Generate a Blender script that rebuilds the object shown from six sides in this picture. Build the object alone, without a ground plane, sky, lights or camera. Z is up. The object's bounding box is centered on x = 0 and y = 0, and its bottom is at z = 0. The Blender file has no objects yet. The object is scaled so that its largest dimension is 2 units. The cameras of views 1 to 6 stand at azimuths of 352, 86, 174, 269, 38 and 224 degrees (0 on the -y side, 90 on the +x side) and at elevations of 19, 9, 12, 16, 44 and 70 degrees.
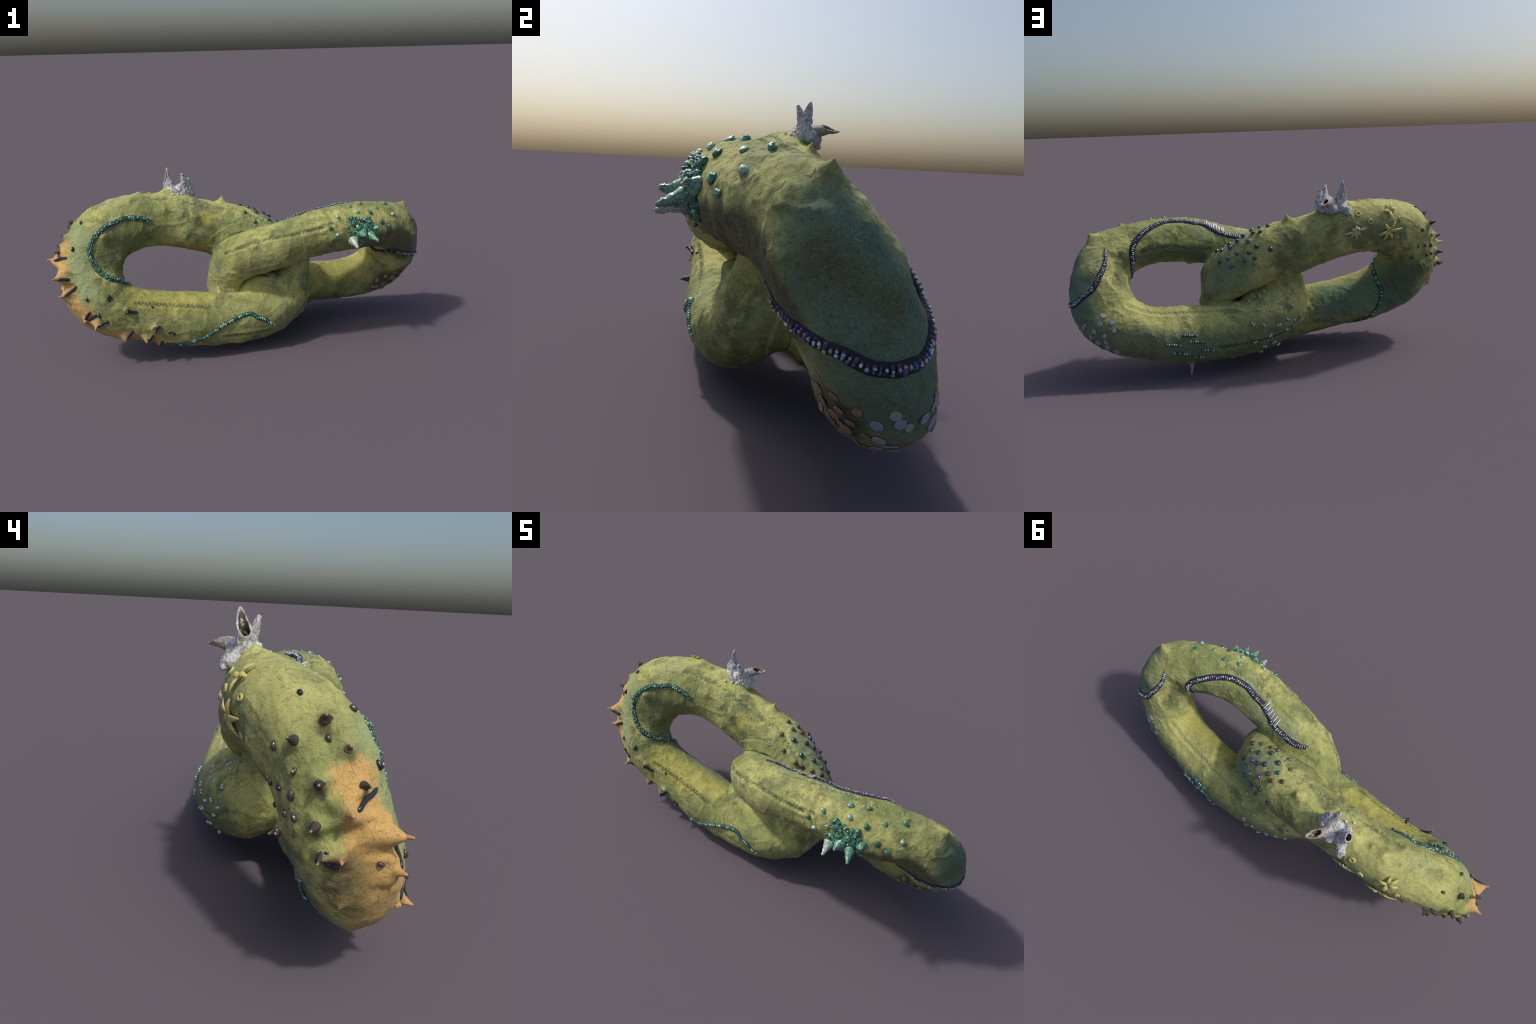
"""Two interlinked soft felt rings, studded with beads, sequins, thorns,
a white coral horn and a crust of green crystals."""
import bpy, bmesh, math, random
import numpy as np
from mathutils import Vector, Matrix, noise

random.seed(7)
RNG = np.random.default_rng(11)
TAU = 2 * math.pi

# --------------------------------------------------------------------------
# 1. ring spines: 14 stations each (x, y, z, radius, squash cos2, squash sin2)
# --------------------------------------------------------------------------
RING_A = [
    (0.2605, 0.0124, 0.3893, 0.1112, -0.0266, -0.0028), (0.1708, 0.0834, 0.4815, 0.1132, -0.0188, -0.0097),
    (-0.0075, 0.0989, 0.5587, 0.1305, 0.0049, -0.0120), (-0.1993, 0.0919, 0.6094, 0.1273, 0.0089, -0.0058),
    (-0.3926, 0.0799, 0.6640, 0.1257, 0.0114, -0.0085), (-0.5976, 0.0311, 0.6681, 0.1346, 0.0106, -0.0007),
    (-0.7572, -0.0467, 0.5907, 0.1412, 0.0148, -0.0078), (-0.7968, -0.1074, 0.4494, 0.1390, 0.0091, 0.0111),
    (-0.7256, -0.1666, 0.3121, 0.1380, 0.0088, 0.0132), (-0.5436, -0.1638, 0.2341, 0.1276, 0.0030, 0.0055),
    (-0.3276, -0.1572, 0.1943, 0.1312, 0.0085, 0.0021), (-0.1137, -0.1420, 0.1638, 0.1315, 0.0014, 0.0016),
    (0.0836, -0.1191, 0.1686, 0.1223, -0.0049, -0.0024), (0.2213, -0.0567, 0.2369, 0.1110, -0.0117, -0.0050)]
RING_B = [
    (0.8453, 0.0916, 0.4365, 0.1351, 0.0100, -0.0049), (0.7983, 0.0079, 0.5591, 0.1222, 0.0142, 0.0119),
    (0.6840, -0.0559, 0.6076, 0.1182, -0.0027, -0.0017), (0.5223, -0.1241, 0.6252, 0.1177, -0.0031, -0.0006),
    (0.3271, -0.1431, 0.6003, 0.1154, 0.0038, -0.0012), (0.1323, -0.1529, 0.5502, 0.1120, -0.0063, 0.0015),
    (-0.0258, -0.1158, 0.4915, 0.1087, 0.0002, 0.0105), (-0.0971, -0.0229, 0.3806, 0.1043, -0.0040, -0.0021),
    (-0.0666, 0.0802, 0.2733, 0.1322, 0.0009, -0.0114), (0.0790, 0.1490, 0.2057, 0.1350, -0.0010, -0.0016),
    (0.2649, 0.1850, 0.1962, 0.1291, 0.0105, -0.0013), (0.4628, 0.1934, 0.2018, 0.1233, 0.0191, 0.0026),
    (0.6504, 0.1790, 0.2231, 0.1253, 0.0095, 0.0019), (0.7939, 0.1486, 0.2995, 0.1310, 0.0192, -0.0017)]

# placements on the rings are (t along the ring 0..1, angle round the tube)
# seams: groove + darker line + loose stitches (visibility of the dark line)
SEAMS_A = [([(0.6201, 4.346), (0.6639, 4.320), (0.7139, 4.294), (0.7479, 4.294)], 0.8),
           ([(0.3472, 5.367), (0.2965, 5.341), (0.2111, 5.341), (0.1611, 5.393), (0.1007, 5.053)], 0.45),
           ([(0.7722, 5.524), (0.8215, 5.498), (0.8528, 5.576)], 0.8)]
SEAMS_B = [([(0.4382, 0.105), (0.4118, 0.026), (0.3583, 6.231), (0.3208, 5.969), (0.2750, 5.890), (0.2542, 5.943)], 1.0),
           ([(0.1410, 2.382), (0.1917, 2.435), (0.2569, 2.487), (0.2972, 2.382)], 0.9),
           ([(0.7194, 0.550), (0.6576, 0.576), (0.6146, 0.471), (0.5778, 0.445)], 0.9),
           ([(0.9035, 2.251), (0.8458, 2.199), (0.7799, 2.225), (0.7042, 2.147)], 0.2),
           ([(0.1333, 0.733), (0.1771, 0.812), (0.2167, 0.890), (0.2687, 0.785), (0.3076, 0.890), (0.3410, 0.864)], 0.15)]
# little pulled peaks of the cloth: t, angle, height, width
PEAKS_A = [(0.1924, 5.917, 0.042, 0.026), (0.3312, 5.995, 0.012, 0.02), (0.3174, 5.917, 0.012, 0.014), (0.3736, 6.021, 0.008, 0.03),
           (0.5785, 0.550, 0.006, 0.05), (0.2931, 5.943, 0.030, 0.040), (0.2604, 5.890, 0.022, 0.03),
           (0.9160, 5.917, 0.012, 0.03), (0.9437, 5.629, 0.012, 0.02), (0.6181, 5.969, 0.016, 0.035),
           (0.6500, 5.890, 0.016, 0.03), (0.6715, 6.100, 0.018, 0.025), (0.5243, 0.497, 0.010, 0.05),
           (0.4882, 6.100, 0.012, 0.06), (0.5444, 5.995, 0.010, 0.05), (0.4528, 0.105, 0.008, 0.05), (0.3382, 6.048, 0.006, 0.03),
           # broad swellings and hollows of the stuffing
           (0.42, 4.66, 0.024, 0.045), (0.2694, 4.712, 0.018, 0.035), (0.3889, 1.257, 0.0144, 0.04), (0.3361, 1.571, 0.0144, 0.04),
           (0.6444, 1.676, 0.0128, 0.05), (0.3528, 5.969, 0.010, 0.03), (0.4361, 6.178, -0.018, 0.05), (0.435, 3.65, 0.022, 0.05), (0.577, 5.9, -0.014, 0.05), (0.5917, 3.4, -0.010, 0.04), (0.7556, 3.93, 0.015, 0.04),
           (0.633, 0.73, 0.010, 0.06), (0.667, 1.52, 0.012, 0.05), (0.302, 4.8, 0.013, 0.04),
           (0.2417, 4.73, 0.017, 0.034), (0.49, 3.1, 0.012, 0.05), (0.9705, 5.30, -0.056, 0.085), (0.885, 4.6, 0.012, 0.045)]
PEAKS_B = [(0.0764, 0.497, 0.036, 0.035), (0.1313, 0.550, 0.010, 0.018), (0.0910, 0.393, 0.008, 0.02), (0.1882, 0.838, 0.006, 0.014),
           (0.2646, 3.560, 0.010, 0.016), (0.2806, 4.398, 0.008, 0.016), (0.7646, 6.048, 0.022, 0.022),
           (0.2062, 5.393, 0.010, 0.05), (0.9313, 5.995, 0.008, 0.04), (0.6931, 6.074, 0.008, 0.016),
           (0.0583, 5.55, 0.024, 0.09), (0.0167, 2.25, -0.015, 0.05), (0.955, 5.75, -0.010, 0.06), (0.9167, 4.189, -0.028, 0.05), (0.935, 0.6, -0.010, 0.06), (0.1278, 1.571, -0.0144, 0.05), (0.6028, 1.885, -0.0144, 0.04),
           (0.0, 1.152, -0.022, 0.045), (0.4278, 0.471, -0.0144, 0.05), (0.3056, 0.052, 0.016, 0.03), (0.3861, 6.126, 0.0144, 0.04)]


# tip position, kind (0 dark, 1 golden, 2 mossy), base radius
THORNS = [((-0.886, -0.043, 0.721), 0, 0.026), ((-0.912, 0.038, 0.674), 0, 0.026), ((-0.922, -0.093, 0.664), 2, 0.026),
          ((-0.962, -0.028, 0.590), 0, 0.024), ((-0.998, -0.096, 0.540), 1, 0.034), ((-0.973, -0.018, 0.495), 0, 0.028),
          ((-0.837, 0.058, 0.433), 2, 0.026), ((-0.958, -0.234, 0.484), 1, 0.040), ((-0.938, -0.235, 0.392), 1, 0.034),
          ((-0.778, -0.308, 0.237), 1, 0.032), ((-0.642, -0.272, 0.150), 2, 0.026), ((-0.540, -0.284, 0.136), 2, 0.024),
          ((-0.618, -0.311, 0.320), 0, 0.018), ((-0.492, -0.321, 0.207), 0, 0.018), ((-0.832, -0.262, 0.262), 1, 0.026),
          ((-0.478, -0.236, 0.085), 2, 0.024), ((-0.982, -0.036, 0.428), 0, 0.026), ((-0.985, -0.085, 0.432), 1, 0.026),
          ((-0.955, -0.135, 0.590), 0, 0.022), ((-0.925, -0.10, 0.300), 2, 0.024)]


def spline_weights(n, ts):
    """rows of periodic natural-cubic interpolation weights at ts (0..1)"""
    T = np.zeros((n, n)); R = np.zeros((n, n))
    for i in range(n):
        T[i, i] = 4; T[i, (i - 1) % n] = T[i, (i + 1) % n] = 1
        R[i, i] = -12; R[i, (i - 1) % n] = R[i, (i + 1) % n] = 6
    D2 = np.linalg.solve(T, R); I = np.eye(n)
    u = (np.asarray(ts) % 1.0) * n
    i = np.floor(u).astype(int) % n; w = (u - np.floor(u))[:, None]; j = (i + 1) % n
    return (1 - w) * I[i] + w * I[j] + ((1 - w) ** 3 - (1 - w)) / 6 * D2[i] + (w ** 3 - w) / 6 * D2[j]


NT, NP = 760, 224


class Ring:
    """tube mesh grid around a closed spine; answers 'where is (t, angle)?'"""

    def __init__(self, stations):
        st = np.array(stations)
        S = spline_weights(len(st), np.arange(NT) / NT) @ st
        C = S[:, :3]; self.C = C; self.rad = S[:, 3]
        T = np.roll(C, -1, 0) - np.roll(C, 1, 0); T /= np.linalg.norm(T, axis=1, keepdims=True)
        o = C - C.mean(0); o -= (o * T).sum(1, keepdims=True) * T
        o /= np.linalg.norm(o, axis=1, keepdims=True)
        b = np.cross(T, o); ph = np.arange(NP) * TAU / NP
        c, s = np.cos(ph)[None, :, None], np.sin(ph)[None, :, None]
        self.N0 = c * o[:, None] + s * b[:, None]
        r = S[:, 3:4] + S[:, 4:5] * np.cos(2 * ph) + S[:, 5:6] * np.sin(2 * ph)
        self.X = C[:, None] + r[..., None] * self.N0

    def at(self, t, phi, lift=0.0):
        """position, normal, direction along ring"""
        u = (t % 1.0) * NT; v = (phi % TAU) / TAU * NP
        i, j = int(u), int(v); fu, fv = u - i, v - j
        X = self.X; g = lambda a, b: X[a % NT, b % NP]
        p = (g(i, j) * (1 - fu) * (1 - fv) + g(i + 1, j) * fu * (1 - fv) + g(i, j + 1) * (1 - fu) * fv + g(i + 1, j + 1) * fu * fv)
        dt = g(i + 3, j) - g(i - 3, j); dp = g(i, j + 3) - g(i, j - 3)
        n = np.cross(dp, dt); n /= np.linalg.norm(n)
        if np.dot(n, self.N0[i % NT, j % NP]) < 0: n = -n
        d = dt / np.linalg.norm(dt)
        return Vector(p + n * lift), Vector(n), Vector(d)

    def nearest(self, p):
        d = ((self.X - np.array(p)) ** 2).sum(-1); k = int(d.argmin())
        return k // NP / NT, (k % NP) / NP * TAU


def gap_to(x, ring, step=7):
    """signed distance from points to a plain ring tube, and the nearest station"""
    c, r = ring.C[::step], ring.rad[::step]
    d = np.sqrt(np.maximum((x * x).sum(1)[:, None] + (c * c).sum(1)[None] - 2 * x @ c.T, 0)) - r[None]
    i = d.argmin(1)
    return d[np.arange(len(i)), i], c[i]


def squeeze(ring, other, k=0.078):
    """soft contact: pressed cloth gives way by half, and bunches up to fill the crease"""
    X = ring.X.reshape(-1, 3).copy(); N = ring.N0.reshape(-1, 3)
    gap, c = gap_to(X, other)
    p = np.maximum(0, 0.001 - gap); dr = X - c; dr /= np.linalg.norm(dr, axis=1, keepdims=True)
    out = X + dr * (p * 0.52)[:, None]
    near = np.nonzero((gap > 0) & (gap < k))[0]; x0, n = X[near], N[near]; s = np.zeros(len(near)); lim = gap[near] * 0.5 + 0.004
    for _ in range(9):                      # march outward to the blended surface of both tubes
        x = x0 + n * s[:, None]
        a, b = gap_to(x, ring)[0], gap_to(x, other)[0]
        f = np.minimum(a, b) - k / 4 * np.maximum(0, 1 - np.abs(a - b) / k) ** 2
        s = np.clip(s - f * 0.8, 0, np.maximum(lim, 0))
    out[near] = x0 + n * s[:, None]
    return out.reshape(ring.X.shape)


def swell_over(ring, balls, k=0.06):
    """let the ring bulge out until it swallows a lump of stuffing (balls: centre, radius)"""
    X = ring.X.reshape(-1, 3); N = ring.N0.reshape(-1, 3)

    def lump(x):
        return np.min([np.linalg.norm(x - np.array(c), axis=1) - r for c, r in balls], axis=0)

    near = np.nonzero(lump(X) < k)[0]; x0, n = X[near].copy(), N[near]; s = np.zeros(len(near))
    for _ in range(14):
        x = x0 + n * s[:, None]; a, b = gap_to(x, ring)[0], lump(x)
        f = np.minimum(a, b) - k / 4 * np.maximum(0, 1 - np.abs(a - b) / k) ** 2
        s = np.clip(s - np.minimum(f, 0) * 0.8, 0, 0.10)
    X[near] = x0 + n * s[:, None]
    ring.X = X.reshape(ring.X.shape)


def cloth_relief(ring, seams, peaks, seed, thorns=()):
    X, N = ring.X, ring.N0
    off = np.zeros(X.shape[:2]); sv = Vector((seed * 7.1, seed * 3.3, seed * 5.7))
    flat = X.reshape(-1, 3); o = off.reshape(-1)
    for k in range(len(flat)):
        v = Vector(flat[k])
        fold = 1 - abs(noise.noise(v * 11 + sv * 1.7)) * 2.2
        o[k] = (0.0058 * noise.noise(v * 6 + sv) + 0.0044 * noise.noise(v * 14 + sv) + 0.0030 * max(0.0, fold) ** 3 - 0.0012
                + 0.0018 * noise.noise(v * 38 + sv) + 0.0012 * noise.noise(v * 90 + sv))
    for line, vis in seams:
        pts = []
        for (t0, p0), (t1, p1) in zip(line[:-1], line[1:]):
            for k in range(24):
                w = k / 24; dp = (p1 - p0 + math.pi) % TAU - math.pi
                pts.append(ring.at(t0 + (t1 - t0) * w, p0 + dp * w + 0.03 * math.sin(k * 1.7 + t0 * 90))[0])
        P = np.array([tuple(p) for p in pts])
        lo, hi = P.min(0) - 0.05, P.max(0) + 0.05
        m = ((X > lo) & (X < hi)).all(-1); xs = X[m]
        d = np.sqrt(((xs[:, None] - P[None]) ** 2).sum(-1)).min(1)
        off[m] -= (0.0035 + 0.002 * vis) * np.exp(-(d / 0.0065) ** 2)
        off[m] += 0.0022 * np.exp(-((d - 0.017) / 0.010) ** 2)
    push = off[..., None] * N
    for t, p, h, w in peaks:
        c, n, _ = ring.at(t, p)
        d = np.sqrt(((X - np.array(c)) ** 2).sum(-1))
        f = h * np.maximum(0, 1 - d / (w * 1.7)) ** 2
        push += f[..., None] * np.array(n)
    for tip, kind, w in thorns:          # cloth stretched up the flanks of each thorn
        c = np.array(ring.at(*ring.nearest(tip))[0]); ax = np.array(tip) - c
        d = np.sqrt(((X - c) ** 2).sum(-1)) * (1 + 0.16 * np.sin(X[..., 0] * 70 + X[..., 1] * 45 + X[..., 2] * 110))
        h, e = ((0.74, 2.2), (0.90, 1.6), (0.84, 1.8))[kind]
        push += (h * np.maximum(0, 1 - d / (w * 1.65)) ** e)[..., None] * ax
    ring.X = X + push


ringA, ringB = Ring(RING_A), Ring(RING_B)
xa, xb = squeeze(ringA, ringB), squeeze(ringB, ringA)
ringA.X, ringB.X = xa, xb
swell_over(ringA, [((0.000, -0.085, 0.282), 0.048), ((0.040, -0.088, 0.292), 0.055), ((0.080, -0.091, 0.303), 0.060),
                   ((0.120, -0.094, 0.314), 0.062), ((0.160, -0.090, 0.324), 0.060),
                   ((0.020, -0.090, 0.318), 0.050), ((0.060, -0.098, 0.335), 0.055), ((0.100, -0.104, 0.350), 0.055)])
swell_over(ringB, [((0.030, 0.070, 0.325), 0.055), ((0.080, 0.072, 0.328), 0.052)])
THORN_FEET = [ringA.at(*ringA.nearest(t[0]))[0] for t in THORNS]
cloth_relief(ringA, SEAMS_A, PEAKS_A, 1, THORNS)
cloth_relief(ringB, SEAMS_B, PEAKS_B, 2)


# --------------------------------------------------------------------------
# 2. materials
# --------------------------------------------------------------------------
class Nodes:
    def __init__(self, name):
        self.mat = bpy.data.materials.new(name); self.mat.use_nodes = True
        self.nt = self.mat.node_tree; self.nt.nodes.clear()
        self.out = self.new('ShaderNodeOutputMaterial')
        self.bsdf = self.new('ShaderNodeBsdfPrincipled')
        self.nt.links.new(self.bsdf.outputs[0], self.out.inputs[0])
        self.pos = self.new('ShaderNodeTexCoord').outputs['Object']

    def new(self, kind, **kw):
        n = self.nt.nodes.new(kind)
        for k, v in kw.items(): setattr(n, k, v)
        return n

    def put(self, sock, v):
        if isinstance(v, bpy.types.NodeSocket): self.nt.links.new(v, sock)
        else: sock.default_value = v

    def math(self, op, a, b=0.0, clamp=False):
        n = self.new('ShaderNodeMath', operation=op, use_clamp=clamp)
        self.put(n.inputs[0], a); self.put(n.inputs[1], b); return n.outputs[0]

    def vec(self, op, a, b=(0, 0, 0)):
        n = self.new('ShaderNodeVectorMath', operation=op)
        self.put(n.inputs[0], a); self.put(n.inputs[1], b)
        return n.outputs['Value'] if op in ('DISTANCE', 'DOT_PRODUCT', 'LENGTH') else n.outputs[0]

    def scale(self, v, k):
        n = self.new('ShaderNodeVectorMath', operation='SCALE')
        self.put(n.inputs[0], v); self.put(n.inputs['Scale'], k); return n.outputs[0]

    def noise(self, scale, detail=3, rough=0.55, dist=0.0, vec=None, color=False):
        n = self.new('ShaderNodeTexNoise'); self.put(n.inputs['Vector'], vec or self.pos)
        n.inputs['Scale'].default_value = scale; n.inputs['Detail'].default_value = detail
        n.inputs['Roughness'].default_value = rough; n.inputs['Distortion'].default_value = dist
        return n.outputs[1 if color else 0]

    def ramp(self, v, lo, hi, a=0.0, b=1.0):
        n = self.new('ShaderNodeMapRange', interpolation_type='SMOOTHSTEP')
        self.put(n.inputs[0], v)
        for k, x in enumerate((lo, hi, a, b)): n.inputs[k + 1].default_value = x
        return n.outputs[0]

    def mix(self, f, a, b, mode='MIX'):
        n = self.new('ShaderNodeMix', data_type='RGBA', blend_type=mode)
        self.put(n.inputs[0], f)
        for s, v in ((n.inputs[6], a), (n.inputs[7], b)):
            self.put(s, v if isinstance(v, bpy.types.NodeSocket) else (*v, 1.0))
        return n.outputs[2]

    def segment(self, p, a, b):
        """distance from point socket to the segment a-b"""
        a, b = Vector(a), Vector(b); ab = b - a
        h = self.vec('DOT_PRODUCT', self.vec('SUBTRACT', p, tuple(a)), tuple(ab))
        h = self.math('MULTIPLY', h, 1.0 / max(ab.length_squared, 1e-9), clamp=True)
        q = self.vec('ADD', self.scale(tuple(ab), h), tuple(a))
        return self.vec('DISTANCE', p, q)

    def path(self, p, pts):
        d = None
        for a, b in zip(pts[:-1], pts[1:]):
            e = self.segment(p, a, b); d = e if d is None else self.math('MINIMUM', d, e)
        return d

    def bump(self, h, strength, dist):
        n = self.new('ShaderNodeBump'); self.put(n.inputs['Height'], h)
        n.inputs['Strength'].default_value = strength; n.inputs['Distance'].default_value = dist
        self.nt.links.new(n.outputs[0], self.bsdf.inputs['Normal'])

    def finish(self, color, rough, metal=0.0, **kw):
        self.put(self.bsdf.inputs['Base Color'], color if isinstance(color, bpy.types.NodeSocket) else (*color, 1))
        self.put(self.bsdf.inputs['Roughness'], rough); self.put(self.bsdf.inputs['Metallic'], metal)
        for k, v in kw.items(): self.put(self.bsdf.inputs[k.replace('_', ' ')], v)
        return self.mat


YELLOW, OLIVE, MOSS, TEAL = (0.500, 0.490, 0.170), (0.260, 0.285, 0.098), (0.115, 0.135, 0.053), (0.120, 0.200, 0.140)
MINT, TAN, DARK, GOLD = (0.31, 0.37, 0.180), (0.56, 0.345, 0.12), (0.030, 0.030, 0.030), (0.47, 0.41, 0.085)


def felt(name, ring, seams, zones):
    """zones: (path on the ring [(t, angle)...], radius, feather, colour, strength)"""
    n = Nodes(name)
    warp = n.vec('SUBTRACT', n.noise(9, 3, color=True), (0.5, 0.5, 0.5))
    p = n.vec('ADD', n.pos, n.scale(warp, 0.09))
    fine = n.vec('SUBTRACT', n.noise(60, 2, color=True), (0.5, 0.5, 0.5))
    p = n.vec('ADD', p, n.scale(fine, 0.022))
    col = n.mix(n.ramp(n.noise(3.6, 5, 0.62), 0.40, 0.58), YELLOW, OLIVE)
    col = n.mix(n.math('MULTIPLY', n.ramp(n.noise(6.0, 5, 0.68, 0.4), 0.51, 0.63), 0.76), col, MOSS)
    col = n.mix(n.math('MULTIPLY', n.ramp(n.noise(5.0, 4, 0.6, vec=n.vec('ADD', n.pos, (3.1, 7.7, 1.3))), 0.52, 0.68), 0.55), col, MINT)
    col = n.mix(n.math('MULTIPLY', n.ramp(n.noise(13, 5, 0.7, 0.6, vec=n.vec('ADD', n.pos, (9.2, 0.4, 4.4))), 0.53, 0.64), 0.55), col, (0.115, 0.150, 0.065))
    for path, rad, feather, color, k in zones:
        pts = [q if isinstance(q, Vector) else ring.at(*q)[0] for q in path]
        d = n.path(p, pts) if len(pts) > 1 else n.vec('DISTANCE', p, tuple(pts[0]))
        col = n.mix(n.ramp(d, rad - feather, rad + feather, k, 0.0), col, color)
    # felt fibres: tangled streaks, light on dark
    f1 = n.noise(75, 4, 0.65, 2.2); f2 = n.noise(170, 3, 0.6, 1.2, vec=n.vec('ADD', n.pos, (5, 1, 2)))
    col = n.mix(n.ramp(f1, 0.36, 0.52, 0.60, 0.0), col, n.mix(1.0, col, (0.45, 0.47, 0.42), 'MULTIPLY'))
    col = n.mix(n.ramp(f2, 0.52, 0.72, 0.0, 0.5), col, n.mix(1.0, col, (0.50, 0.50, 0.24), 'ADD') if False else n.mix(0.5, col, (0.50, 0.50, 0.22)))
    dark = None
    for line, vis in seams:
        pts = [ring.at(*q)[0] for q in line]
        s = n.ramp(n.path(n.vec('ADD', n.pos, n.vec('ADD', n.scale(fine, 0.024), n.scale(warp, 0.02))), pts), 0.003, 0.015, 0.8 * vis, 0.0)
        dark = s if dark is None else n.math('MAXIMUM', dark, s)
    dark = n.math('MULTIPLY', dark, n.ramp(n.noise(28, 3), 0.36, 0.56, 0.25, 1.0))
    col = n.mix(dark, col, (0.040, 0.060, 0.040))
    n.bump(n.math('ADD', f1, n.math('MULTIPLY', f2, 0.5)), 0.34, 0.006)
    return n.finish(col, 0.78, Specular_IOR_Level=0.28, Sheen_Weight=0.05)


ZONES_A = [
    ([(0.6236, 3.901), (0.7333, 3.953)], 0.085, 0.03, GOLD, 0.55),
    ([(0.7500, 4.869), (0.8493, 4.555)], 0.12, 0.04, OLIVE, 0.7),
    ([(0.6236, 2.199), (0.7035, 2.304)], 0.11, 0.08, TEAL, 0.8),
    ([(0.5035, 1.990), (0.5847, 1.597)], 0.10, 0.05, (0.08, 0.13, 0.085), 0.8),
    ([(0.0271, 0.707), (0.0799, 0.969)], 0.09, 0.05, TEAL, 0.6),
    ([(0.3028, 0.942), (0.3653, 1.100)], 0.08, 0.04, (0.13, 0.17, 0.10), 0.7),
    ([(0.3118, 0.105), (0.4035, 0.105)], 0.07, 0.05, YELLOW, 0.8),
    ([(0.3472, 3.927), (0.4444, 3.901)], 0.08, 0.04, MOSS, 0.55),
    ([(0.2333, 4.346), (0.2083, 4.294)], 0.035, 0.02, MOSS, 0.75),
    ([(0.2229, 4.739)], 0.035, 0.02, GOLD, 0.6),
    ([(0.0701, 5.629), (0.1292, 5.707)], 0.05, 0.03, (0.30, 0.34, 0.19), 0.7),
    ([(0.2562, 3.011), (0.2090, 3.377)], 0.035, 0.02, (0.30, 0.19, 0.065), 0.8),
    ([(0.4375, 5.393), (0.4736, 5.210), (0.5347, 5.210)], 0.05, 0.03, MINT, 0.8),
    ([(0.462, 5.98), (0.4910, 6.05), (0.525, 6.05), (0.562, 6.0)], 0.068, 0.018, TAN, 0.92),
    ([(0.50, 0.25), (0.545, 0.30)], 0.045, 0.030, (0.27, 0.165, 0.055), 0.75),
    ([(0.53, 5.95)], 0.030, 0.025, (0.34, 0.20, 0.06), 0.6),
    ([(0.5882, 5.943), (0.6632, 5.995)], 0.035, 0.016, TAN, 0.7),
    ([(0.5042, 0.288), (0.5340, 0.445)], 0.035, 0.03, (0.12, 0.085, 0.04), 0.6),
]
ZONES_A.append(([(0.545, 0.0), (0.575, 0.15)], 0.060, 0.022, (0.40, 0.26, 0.09), 0.85))
ZONES_A.append(([(0.497, 0.55), (0.515, 0.45)], 0.030, 0.018, (0.07, 0.055, 0.035), 0.8))
ZONES_B = [
    ([(0.775, 0.95), (0.785, 0.55), (0.755, 0.40)], 0.050, 0.030, (0.060, 0.125, 0.095), 0.65),
    ([(0.9618, 0.105), (0.0319, 0.209)], 0.14, 0.05, TEAL, 0.9),
    ([(0.0021, 0.157), (0.0424, 5.995)], 0.035, 0.03, (0.13, 0.125, 0.05), 0.7),
    ([(0.7333, 0.550), (0.9007, 0.602)], 0.085, 0.04, (0.125, 0.165, 0.10), 0.8),  # this and next: lower back tinted dark teal-green for the scan's shade
    ([(0.5938, 0.419), (0.6917, 0.602)], 0.08, 0.04, (0.125, 0.16, 0.085), 0.75),
    ([(0.7958, 1.702), (0.9319, 1.911)], 0.06, 0.03, YELLOW, 0.8),
    ([(0.7549, 3.194), (0.8799, 3.299)], 0.09, 0.04, GOLD, 0.45),
    ([(0.1431, 2.697), (0.2792, 2.697)], 0.055, 0.03, (0.07, 0.11, 0.075), 0.75),
    ([(0.2986, 5.288), (0.4181, 5.472)], 0.05, 0.03, (0.17, 0.17, 0.065), 0.6),
    ([(0.2792, 1.388), (0.3451, 1.335)], 0.045, 0.03, (0.30, 0.34, 0.19), 0.6),
    ([(0.0521, 0.916), (0.0215, 0.995)], 0.05, 0.03, YELLOW, 0.6),
    ([(0.0111, 2.409), (0.0833, 2.304)], 0.04, 0.02, MOSS, 0.8),
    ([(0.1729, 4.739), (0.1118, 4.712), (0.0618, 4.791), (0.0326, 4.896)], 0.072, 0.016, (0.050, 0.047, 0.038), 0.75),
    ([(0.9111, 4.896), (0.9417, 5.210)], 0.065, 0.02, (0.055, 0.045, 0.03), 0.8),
    ([(0.5028, 5.760)], 0.02, 0.012, (0.45, 0.27, 0.12), 0.8),
]
for tip, kind, w in THORNS:           # dark, dirty flanks below the thorn caps
    if kind != 1:
        t = Vector(tip); ZONES_A.append(([t + Vector((0.008, 0.0, 0.0)), t + Vector((0.012, -0.004, -0.026))], 0.016, 0.010, (0.060, 0.048, 0.034), 0.75 if kind == 0 else 0.5))
FELT_A = felt('felt_left', ringA, SEAMS_A, ZONES_A)
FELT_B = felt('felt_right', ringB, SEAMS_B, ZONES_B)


def glossy(name, color, rough=0.16, metal=0.35, coat=0.6, speck=0.5):
    n = Nodes(name)
    lo = tuple(c * (1 - 0.6 * speck) for c in color); hi = tuple(min(1, c * (1 + speck) + 0.03 * speck) for c in color)
    col = n.mix(n.ramp(n.noise(240, 2), 0.35, 0.65), lo, hi)
    return n.finish(col, rough, metal, Coat_Weight=coat, Coat_Roughness=0.08)


def matte(name, a, b, scale=40, rough=0.8, bump=0.3, dist=0.002, detail=4):
    n = Nodes(name)
    f = n.noise(scale, detail, 0.6, 0.8)
    n.bump(f, bump, dist)
    return n.finish(n.mix(n.ramp(f, 0.35, 0.65), a, b), rough)


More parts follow.
